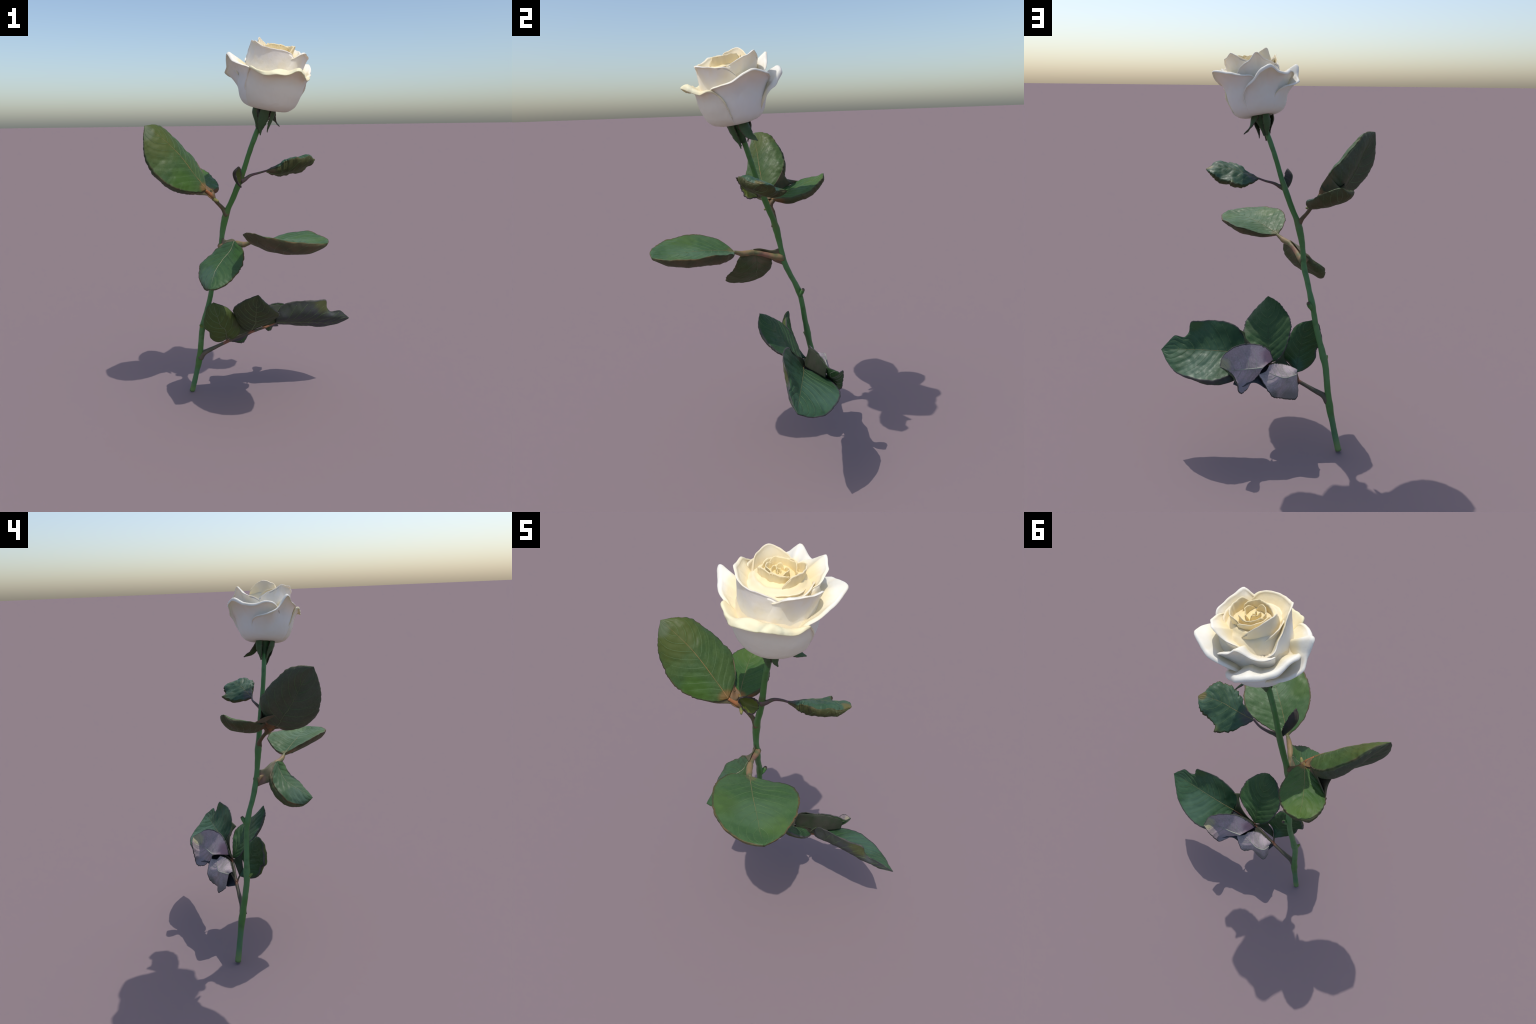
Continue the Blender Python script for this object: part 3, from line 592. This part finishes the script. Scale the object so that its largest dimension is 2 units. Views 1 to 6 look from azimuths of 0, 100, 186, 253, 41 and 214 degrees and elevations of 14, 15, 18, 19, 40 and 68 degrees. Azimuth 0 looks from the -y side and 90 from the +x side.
def petal(rim, mat, k=1.0, power=3.0, roll=0.012, turn=110, rows=44, cols=84, lip=None, seed=0, thick=0.005, inner=None,
          ripple=0.0022, roll_end=0.25, k_end=None, flare=0.085, tips=(), ragged=0.0, wedge=0.0, wedge_max=0.06):
    """rim: list of (azimuth, radius, height) along the free edge, from one side of the petal to the other.
    Each column climbs the cup (scaled by k, to k_end at the other side) and leaves it towards the rim; then the margin rolls outward."""
    q = spline([(p * 0.0015, r, h) for p, r, h in rim], cols)   # balance angle against lengths
    phi, r1, h1 = q[:, 0] / 0.0015, q[:, 1], q[:, 2]
    for a, dh, dr, wd in tips:       # pointed, folded-back corners of the margin
        q_ = np.clip(1 - np.abs(phi - a) / wd, 0, 1) ** 1.4
        h1 = h1 + dh * q_
        r1 = r1 + dr * q_
    if ragged:
        rg = np.array([noise.noise(Vector((x * 0.030, seed * 1.9, 0))) + 0.25 * noise.noise(Vector((x * 0.10, seed, 5))) for x in phi])
        h1 = h1 + ragged * rg
        r1 = r1 + ragged * 0.8 * rg[::-1]
    ks = np.linspace(k, k_end if k_end else k, cols)
    if lip is None and roll > 0:      # the measured rim is the outside of the rolled margin
        ee = np.linspace(0, 1, cols)
        tp = np.clip(np.minimum(ee, 1 - ee) / max(roll_end, 1e-3), 0, 1) ** 0.7
        rho_ = roll / math.radians(turn)
        r1 = r1 - tp * rho_ * 0.9 - 0.002
        h1 = h1 - tp * rho_ * 0.8 - 0.002
    P = np.zeros((rows, cols, 3))
    for c in range(cols):
        if inner is None:
            rc, hc = CUP[:, 0] * ks[c], CUP[:, 1]
            top = int(np.argmax(hc >= h1[c])) if (hc >= h1[c])[40:].any() else len(hc) - 1
            m = np.where((hc >= h1[c]) & (np.arange(len(hc)) > 60))[0]
            top = m[0] if len(m) else len(hc) - 1
            s = np.linspace(0, top, rows)
            rr = np.interp(s, np.arange(len(rc)), rc)
            hh = np.interp(s, np.arange(len(rc)), hc)
            w = np.clip(1 - (h1[c] - hh) / flare, 0, 1) ** power * np.clip((hh - 0.004) / max(h1[c] - 0.004, 1e-4), 0, 1)
            rr = rr + (r1[c] - rr[-1]) * w
            hh = hh + (h1[c] - hh[-1]) * w
        else:
            r0, h0 = inner
            s = np.linspace(0, 1, rows)
            hh = h0 + (h1[c] - h0) * s
            rr = r0 * r1[c] + (r1[c] - r0 * r1[c]) * (0.55 * s + 0.45 * s ** 3)
        P[:, c] = polar(np.full(rows, phi[c]), rr, hh)
    # rolled margin
    e = np.linspace(0, 1, cols)
    taper = np.clip(np.minimum(e, 1 - e) / max(roll_end, 1e-3), 0, 1) ** 0.7
    T = unit(P[-1] - P[-3])
    out = unit(polar(phi, r1 + 0.05, h1) - polar(phi, r1, h1))
    Nn = unit(out - T * np.sum(out * T, -1, keepdims=True))
    extra = []
    if lip is not None:
        ql = spline([(p * 0.0015, r, h) for p, r, h in lip], cols)
        E = polar(ql[:, 0] / 0.0015, ql[:, 1], ql[:, 2])
        for j in range(1, 11):
            u = j / 10
            ctrl = (P[-1] + E) / 2 + T * 0.012
            extra.append((1 - u) ** 2 * P[-1] + 2 * u * (1 - u) * ctrl + u * u * E)
    elif roll > 0:
        th = math.radians(turn)
        for j in range(1, 9):
            a = th * j / 8
            wob = np.array([1 + 0.5 * noise.noise(Vector((x * 7, seed * 2.7, 0))) for x in e])
            rho = (roll * taper * wob / th)[:, None]
            extra.append(P[-1] + rho * (np.sin(a) * T + (1 - np.cos(a)) * Nn))
    if extra:
        P = np.concatenate([P, np.array(extra)], 0)
    n = grid_normals(P)
    tt = np.linspace(0, 1, P.shape[0])[:, None]
    d = ripple * (noise_field(P, 16, seed) * (0.1 + 0.9 * smoothstep(0.25, 0.9, tt)) + 0.30 * noise_field(P, 60, seed + 2) + 0.35 * noise_field(P * np.array([1, 1, 0.35]), 30, seed + 6))
    if lip is not None:
        d = d + 0.006 * noise_field(P, 34, seed + 4) * smoothstep(0.80, 0.97, tt)
    P = P + n * d[..., None]
    low = None
    if wedge:
        n = grid_normals(P)
        hgt = (P - O) @ W
        depth = np.clip(hgt[rows - 1][None, :] - hgt, 0, None)
        depth[rows:] = 0
        axis_pt = O + W * hgt[..., None]
        rad_dir = P - axis_pt
        rlen = np.linalg.norm(rad_dir, axis=-1)
        inward = np.minimum(np.minimum(wedge * depth, wedge_max), rlen * 0.75)
        ends = np.clip(np.minimum(e, 1 - e) / 0.10, 0, 1) ** 0.6
        low = P - n * thick * 0.5 - unit(rad_dir) * (inward * ends[None, :])[..., None]
    return solid_sheet("petal", P, thick, [mat, INSIDE.get(mat.name, mat), mat], 0, edge_taper=0.6, lower=low)

# --- outer whorl
petal([(220, 0.126, 0.030), (224, 0.152, 0.090), (229, 0.163, 0.150), (233, 0.173, 0.176), (249, 0.181, 0.170), (262, 0.178, 0.172), (277, 0.164, 0.189), (294, 0.164, 0.189),
       (304, 0.190, 0.208), (315, 0.174, 0.184), (328, 0.164, 0.170), (343, 0.172, 0.172), (352, 0.160, 0.144), (360, 0.153, 0.095), (365, 0.133, 0.040)], PETAL_PF, 1.005, 2.0,
      lip=[(219, 0.127, 0.029), (223, 0.154, 0.089), (229, 0.168, 0.147), (235, 0.184, 0.172), (249, 0.191, 0.160), (261, 0.198, 0.155), (274, 0.198, 0.166), (287, 0.197, 0.172),
           (297, 0.216, 0.193), (306, 0.208, 0.188), (317, 0.194, 0.171), (329, 0.186, 0.160), (342, 0.181, 0.168), (353, 0.163, 0.142), (361, 0.155, 0.094), (366, 0.135, 0.039)],
      seed=21, cols=120, ripple=0.003, wedge=0.55, wedge_max=0.05)
petal([(131, 0.130, 0.036), (134, 0.152, 0.081), (145, 0.185, 0.110), (159, 0.204, 0.119), (172, 0.215, 0.135), (182, 0.211, 0.169), (191, 0.213, 0.211), (202, 0.199, 0.194), (217, 0.188, 0.187), (231, 0.167, 0.172), (240, 0.150, 0.12)],
      PETAL_OUT, 0.99, 2.0, roll=0.018, turn=120, seed=22, wedge=1.1, wedge_max=0.08, ragged=0.004, tips=[(191, 0.012, 0.006, 12), (172, 0.004, 0.008, 10)], cols=96)
petal([(73, 0.126, 0.032), (72, 0.150, 0.084), (82, 0.172, 0.124), (97, 0.204, 0.157), (107, 0.228, 0.184), (117, 0.236, 0.193), (131, 0.213, 0.178), (145, 0.202, 0.172), (160, 0.198, 0.186), (174, 0.195, 0.175), (190, 0.160, 0.13)],
      PETAL_OUT, 0.978, 2.0, roll=0.027, turn=150, seed=23, wedge=1.1, wedge_max=0.08, ragged=0.004, tips=[(117, 0.012, 0.004, 12), (106, 0.004, 0.008, 8)], cols=96)
petal([(330, 0.140, 0.10), (342, 0.165, 0.172), (359, 0.172, 0.186), (375, 0.178, 0.194), (387, 0.203, 0.217), (400, 0.217, 0.227), (413, 0.213, 0.216), (426, 0.201, 0.197), (440, 0.188, 0.181), (455, 0.180, 0.168), (466, 0.150, 0.11)],
      PETAL_OUT, 0.962, 2.0, roll=0.016, turn=130, seed=24, wedge=1.1, wedge_max=0.08, ragged=0.004, tips=[(400, 0.006, 0.010, 14), (426, 0.004, 0.003, 8)], cols=96)
# --- second whorl
petal([(60, 0.150, 0.15), (75, 0.180, 0.205), (85, 0.181, 0.227), (96, 0.180, 0.243), (106, 0.184, 0.259), (117, 0.180, 0.238), (129, 0.181, 0.220), (140, 0.177, 0.209), (150, 0.158, 0.190)], PETAL_MID, 0.93, 1.8, roll=0.012, turn=110, thick=0.006, roll_end=0.4, ragged=0.004, tips=[(106, 0.014, 0.003, 14)], seed=25, wedge=0.9, wedge_max=0.06)
petal([(355, 0.110, 0.18), (372, 0.121, 0.240), (382, 0.137, 0.256), (395, 0.146, 0.267), (407, 0.156, 0.278), (421, 0.161, 0.285), (431, 0.158, 0.277), (441, 0.151, 0.259), (453, 0.142, 0.242), (470, 0.12, 0.20)], PETAL_MID, 0.82, 1.8, roll=0.009, turn=100, thick=0.006, roll_end=0.4, ragged=0.005, tips=[(404, 0.004, 0.003, 8), (424, 0.010, 0.003, 10)], seed=26, wedge=0.9, wedge_max=0.06)
petal([(135, 0.140, 0.18), (150, 0.155, 0.209), (163, 0.136, 0.234), (182, 0.128, 0.258), (202, 0.129, 0.282), (222, 0.137, 0.280), (242, 0.142, 0.269), (262, 0.141, 0.267), (282, 0.136, 0.266), (303, 0.132, 0.255), (325, 0.11, 0.21)], PETAL_MID, 0.84, 1.8, roll=0.009, turn=100, thick=0.006, roll_end=0.4, ragged=0.005, tips=[(200, 0.006, 0.002, 14), (224, 0.005, 0.004, 10)], seed=27, wedge=0.9, wedge_max=0.06, cols=110)
petal([(240, 0.120, 0.14), (254, 0.126, 0.176), (271, 0.128, 0.203), (291, 0.128, 0.224), (307, 0.136, 0.245), (321, 0.147, 0.265), (339, 0.146, 0.265), (356, 0.150, 0.258), (372, 0.156, 0.250), (388, 0.14, 0.21)], PETAL_MID, 0.86, 1.8, roll=0.012, turn=120, thick=0.006, roll_end=0.4, ragged=0.005, tips=[(321, 0.010, 0.006, 14)], seed=28, wedge=0.9, wedge_max=0.06, cols=100)
# --- third whorl and heart
petal([(85, 0.095, 0.22), (107, 0.105, 0.266), (123, 0.103, 0.284), (140, 0.103, 0.298), (155, 0.102, 0.304), (174, 0.096, 0.299), (194, 0.092, 0.290), (212, 0.085, 0.25)], PETAL_IN, 0.62, 1.8, thick=0.005, roll=0.004, turn=60, seed=29, wedge=0.4, wedge_max=0.03, ragged=0.004, tips=[(150, 0.001, 0, 14)])
petal([(200, 0.070, 0.262), (219, 0.066, 0.281), (248, 0.060, 0.289), (281, 0.056, 0.290), (316, 0.058, 0.290), (343, 0.062, 0.279), (360, 0.06, 0.25)], PETAL_IN, roll=0.005, turn=70, seed=30, ragged=0.008, inner=(0.75, 0.10))
petal([(318, 0.085, 0.265), (335, 0.083, 0.291), (356, 0.083, 0.295), (376, 0.088, 0.296), (392, 0.091, 0.295), (409, 0.090, 0.292), (425, 0.078, 0.281), (445, 0.07, 0.26)], PETAL_IN, roll=0.005, turn=70, seed=31, ragged=0.008, inner=(0.85, 0.10))
petal([(60, 0.074, 0.255), (85, 0.078, 0.278), (110, 0.075, 0.281), (140, 0.070, 0.283), (170, 0.066, 0.280), (200, 0.060, 0.262)], PETAL_IN, roll=0.004, turn=60, seed=32, ragged=0.008, inner=(0.8, 0.10))
petal([(285, 0.085, 0.225), (305, 0.100, 0.243), (330, 0.106, 0.248), (355, 0.106, 0.246), (380, 0.100, 0.238)], PETAL_IN, roll=0.006, turn=80, seed=33, ragged=0.008, inner=(0.8, 0.12))
petal([(140, 0.112, 0.228), (160, 0.116, 0.252), (185, 0.113, 0.258), (212, 0.110, 0.250), (232, 0.105, 0.232)], PETAL_IN, roll=0.006, turn=80, seed=36, ragged=0.006, inner=(0.8, 0.12))
petal([(318, 0.110, 0.226), (340, 0.122, 0.243), (362, 0.122, 0.250), (385, 0.118, 0.252), (405, 0.108, 0.236)], PETAL_IN, roll=0.006, turn=80, seed=37, ragged=0.006, inner=(0.8, 0.12))
for j, (a0, a1, r, h) in enumerate(((30, 175, 0.058, 0.288), (150, 300, 0.045, 0.286), (300, 450, 0.043, 0.284), (80, 230, 0.029, 0.282), (20, 320, 0.013, 0.279))):
    rim = []
    for i in range(7):
        u = i / 6
        rim.append((a0 + (a1 - a0) * u, r * (1 + 0.10 * math.sin(3.1 * u + j) - 0.12 * u), h - 0.022 * (2 * u - 1) ** 4 + 0.004 * math.sin(9 * u + 2 * j)))
    petal(rim, PETAL_IN, roll=0.003, turn=60, seed=40 + j, ragged=0.005, inner=(0.85, 0.12), rows=30, cols=60, ripple=0.0016, thick=0.0035)
# closed bed of packed petals that fills the cup between the whorls; it follows the outer and second rims
OUTER_RIM = [(0, .172, .186), (15, .178, .194), (30, .203, .216), (45, .212, .220), (60, .205, .203), (75, .188, .180), (90, .190, .165), (105, .215, .178), (120, .225, .186),
             (135, .207, .174), (150, .198, .170), (165, .198, .182), (180, .207, .178), (191, .208, .200), (205, .195, .190), (220, .184, .184), (235, .173, .173), (250, .182, .168),
             (265, .180, .168), (280, .167, .184), (300, .182, .196), (315, .174, .180), (330, .166, .168), (345, .172, .172), (360, .172, .186)]
SECOND_RIM = [(0, .136, .245), (30, .142, .260), (60, .158, .270), (90, .172, .245), (110, .178, .245), (140, .170, .210), (165, .136, .235), (200, .130, .275), (240, .140, .265), (270, .136, .262),
              (300, .136, .250), (330, .144, .260), (360, .136, .245)]
def table(T, a, k):
    T = np.array(T, float)
    return np.interp(a, T[:, 0], T[:, k])
NA = 144
vb, rings = [], 0
cols_ = []
for a in np.linspace(0, 360, NA + 1)[:-1]:
    Ro, Ho, Rs, Hs = table(OUTER_RIM, a, 1), table(OUTER_RIM, a, 2), table(SECOND_RIM, a, 1), table(SECOND_RIM, a, 2)
    val = min(Rs + 0.004, Ro - 0.018)
    pr = spline([(0.03, 0.022), (0.10, 0.022), (0.132, 0.060), (0.142, 0.095), (0.142 + 0.04 * (Ro - 0.150), Ho - 0.062), (0.145 + 0.14 * (Ro - 0.150), Ho - 0.046), (0.144 + 0.18 * (Ro - 0.150), Ho - 0.038), (min(val, 0.142 + 0.14 * (Ro - 0.150)), Ho - 0.036),
                 (0.118 + 0.30 * (Rs - 0.125), Ho + 0.35 * (Hs - Ho)), (0.112 + 0.40 * (Rs - 0.125), Hs - 0.036), (0.105, 0.238), (0.095, 0.242), (0.080, 0.257), (0.068, 0.251), (0.050, 0.260), (0.036, 0.258), (0.018, 0.263), (0.002, 0.262)], 60)
    w = np.array([noise.noise(Vector((r * 40 * math.cos(math.radians(a)), r * 40 * math.sin(math.radians(a)), h * 30))) for r, h in pr])
    cols_.append(np.array([polar(a, r, h + 0.004 * k) for (r, h), k in zip(pr, w)]))
vb = np.array(cols_).transpose(1, 0, 2).reshape(-1, 3)
fb = [(i * NA + j, i * NA + (j + 1) % NA, (i + 1) * NA + (j + 1) % NA, (i + 1) * NA + j) for i in range(59) for j in range(NA)]
new_object("petal_bed", vb, fb, [PETAL_BED])

# ----------------------------------------------------- hip and sepals
SEP_T = leaf_top("sepal inside", (0.055, 0.105, 0.040), (0.075, 0.120, 0.060))
SEP_U = leaf_under("sepal outside", (0.052, 0.085, 0.030), (0.075, 0.100, 0.040), [(tuple(polar(10, 0.02, -0.10)), 0.04, (0.16, 0.09, 0.08), 0.7)])
SEP_R = plain("sepal rim", (0.05, 0.055, 0.025), (0.10, 0.06, 0.05), 60)
hp = spline([(0.016, -0.105), (0.019, -0.075), (0.026, -0.045), (0.036, -0.02), (0.046, 0.0), (0.05, 0.014)], 30)
def hip_centre(h):
    t = np.clip((h + 0.105) / 0.105, 0, 1)
    base = V3((0.026, -0.029, 1.625)); top = O
    lo = np.array([0.018, -0.025, 1.590])
    return lo * (1 - t) + top * t if t < 1 else O + W * h
vh, fh = [], []
for r, h in hp:
    cc = hip_centre(h)
    for j in range(24):
        a = 2 * math.pi * j / 24
        vh.append(cc + U * r * math.cos(a) + VV_ * r * math.sin(a))
for i in range(len(hp) - 1):
    for j in range(24):
        fh.append((i * 24 + j, i * 24 + (j + 1) % 24, (i + 1) * 24 + (j + 1) % 24, (i + 1) * 24 + j))
new_object("hip", vh, fh, [plain("hip green", (0.045, 0.105, 0.035), (0.030, 0.060, 0.022), 30, 0.5)])

def sepal(pts, width, seed):
    """pts run down the sepal from the cup bottom; it is cupped round the stem"""
    M = spline(pts, 9)
    T = unit(np.gradient(M, axis=0))
    axis = np.array([np.interp(M[:, 2], [1.56, 1.62, 1.685], [a, b, c]) for a, b, c in zip((0.000, -0.014, 0), (0.022, -0.027, 0), (0.05, -0.04, 0))]).T
    axis[:, 2] = M[:, 2]
    outw = unit(M - axis)
    side = unit(np.cross(T, outw))
    ws = width * np.interp(np.linspace(0, 1, 9), [0, 0.3, 0.65, 1], [0.85, 1.0, 0.65, 0.05])
    L = M + side * ws[:, None] - outw * ws[:, None] * 0.5
    R = M - side * ws[:, None] - outw * ws[:, None] * 0.5
    return leaf("sepal", [tuple(p) for p in L], [tuple(p) for p in M], [tuple(p) for p in R], [SEP_U, SEP_T, SEP_R], seed, rows=40, cols=21,
                thick=0.006, veins=0, relief=0, bumps=0.005, rib=0.0022, serrate=0.004, wave=0.003, under_ribs=False, rib_mats=(SEP_R, SEP_R))
sepal([(0.074, -0.014, 1.700), (0.086, 0.000, 1.674), (0.092, 0.010, 1.652), (0.100, 0.028, 1.625), (0.117, 0.064, 1.601)], 0.030, 51)
sepal([(0.092, -0.072, 1.692), (0.086, -0.066, 1.655), (0.068, -0.050, 1.612), (0.054, -0.024, 1.575)], 0.021, 52)
sepal([(0.046, -0.098, 1.680), (0.036, -0.078, 1.640), (0.026, -0.056, 1.602), (0.020, -0.034, 1.562)], 0.024, 53)
sepal([(-0.006, -0.072, 1.690), (-0.010, -0.066, 1.664), (0.002, -0.046, 1.622), (0.004, -0.028, 1.588)], 0.021, 54)
sepal([(0.014, 0.004, 1.698), (0.008, 0.012, 1.664), (0.010, 0.006, 1.625), (0.012, -0.004, 1.592)], 0.021, 55)
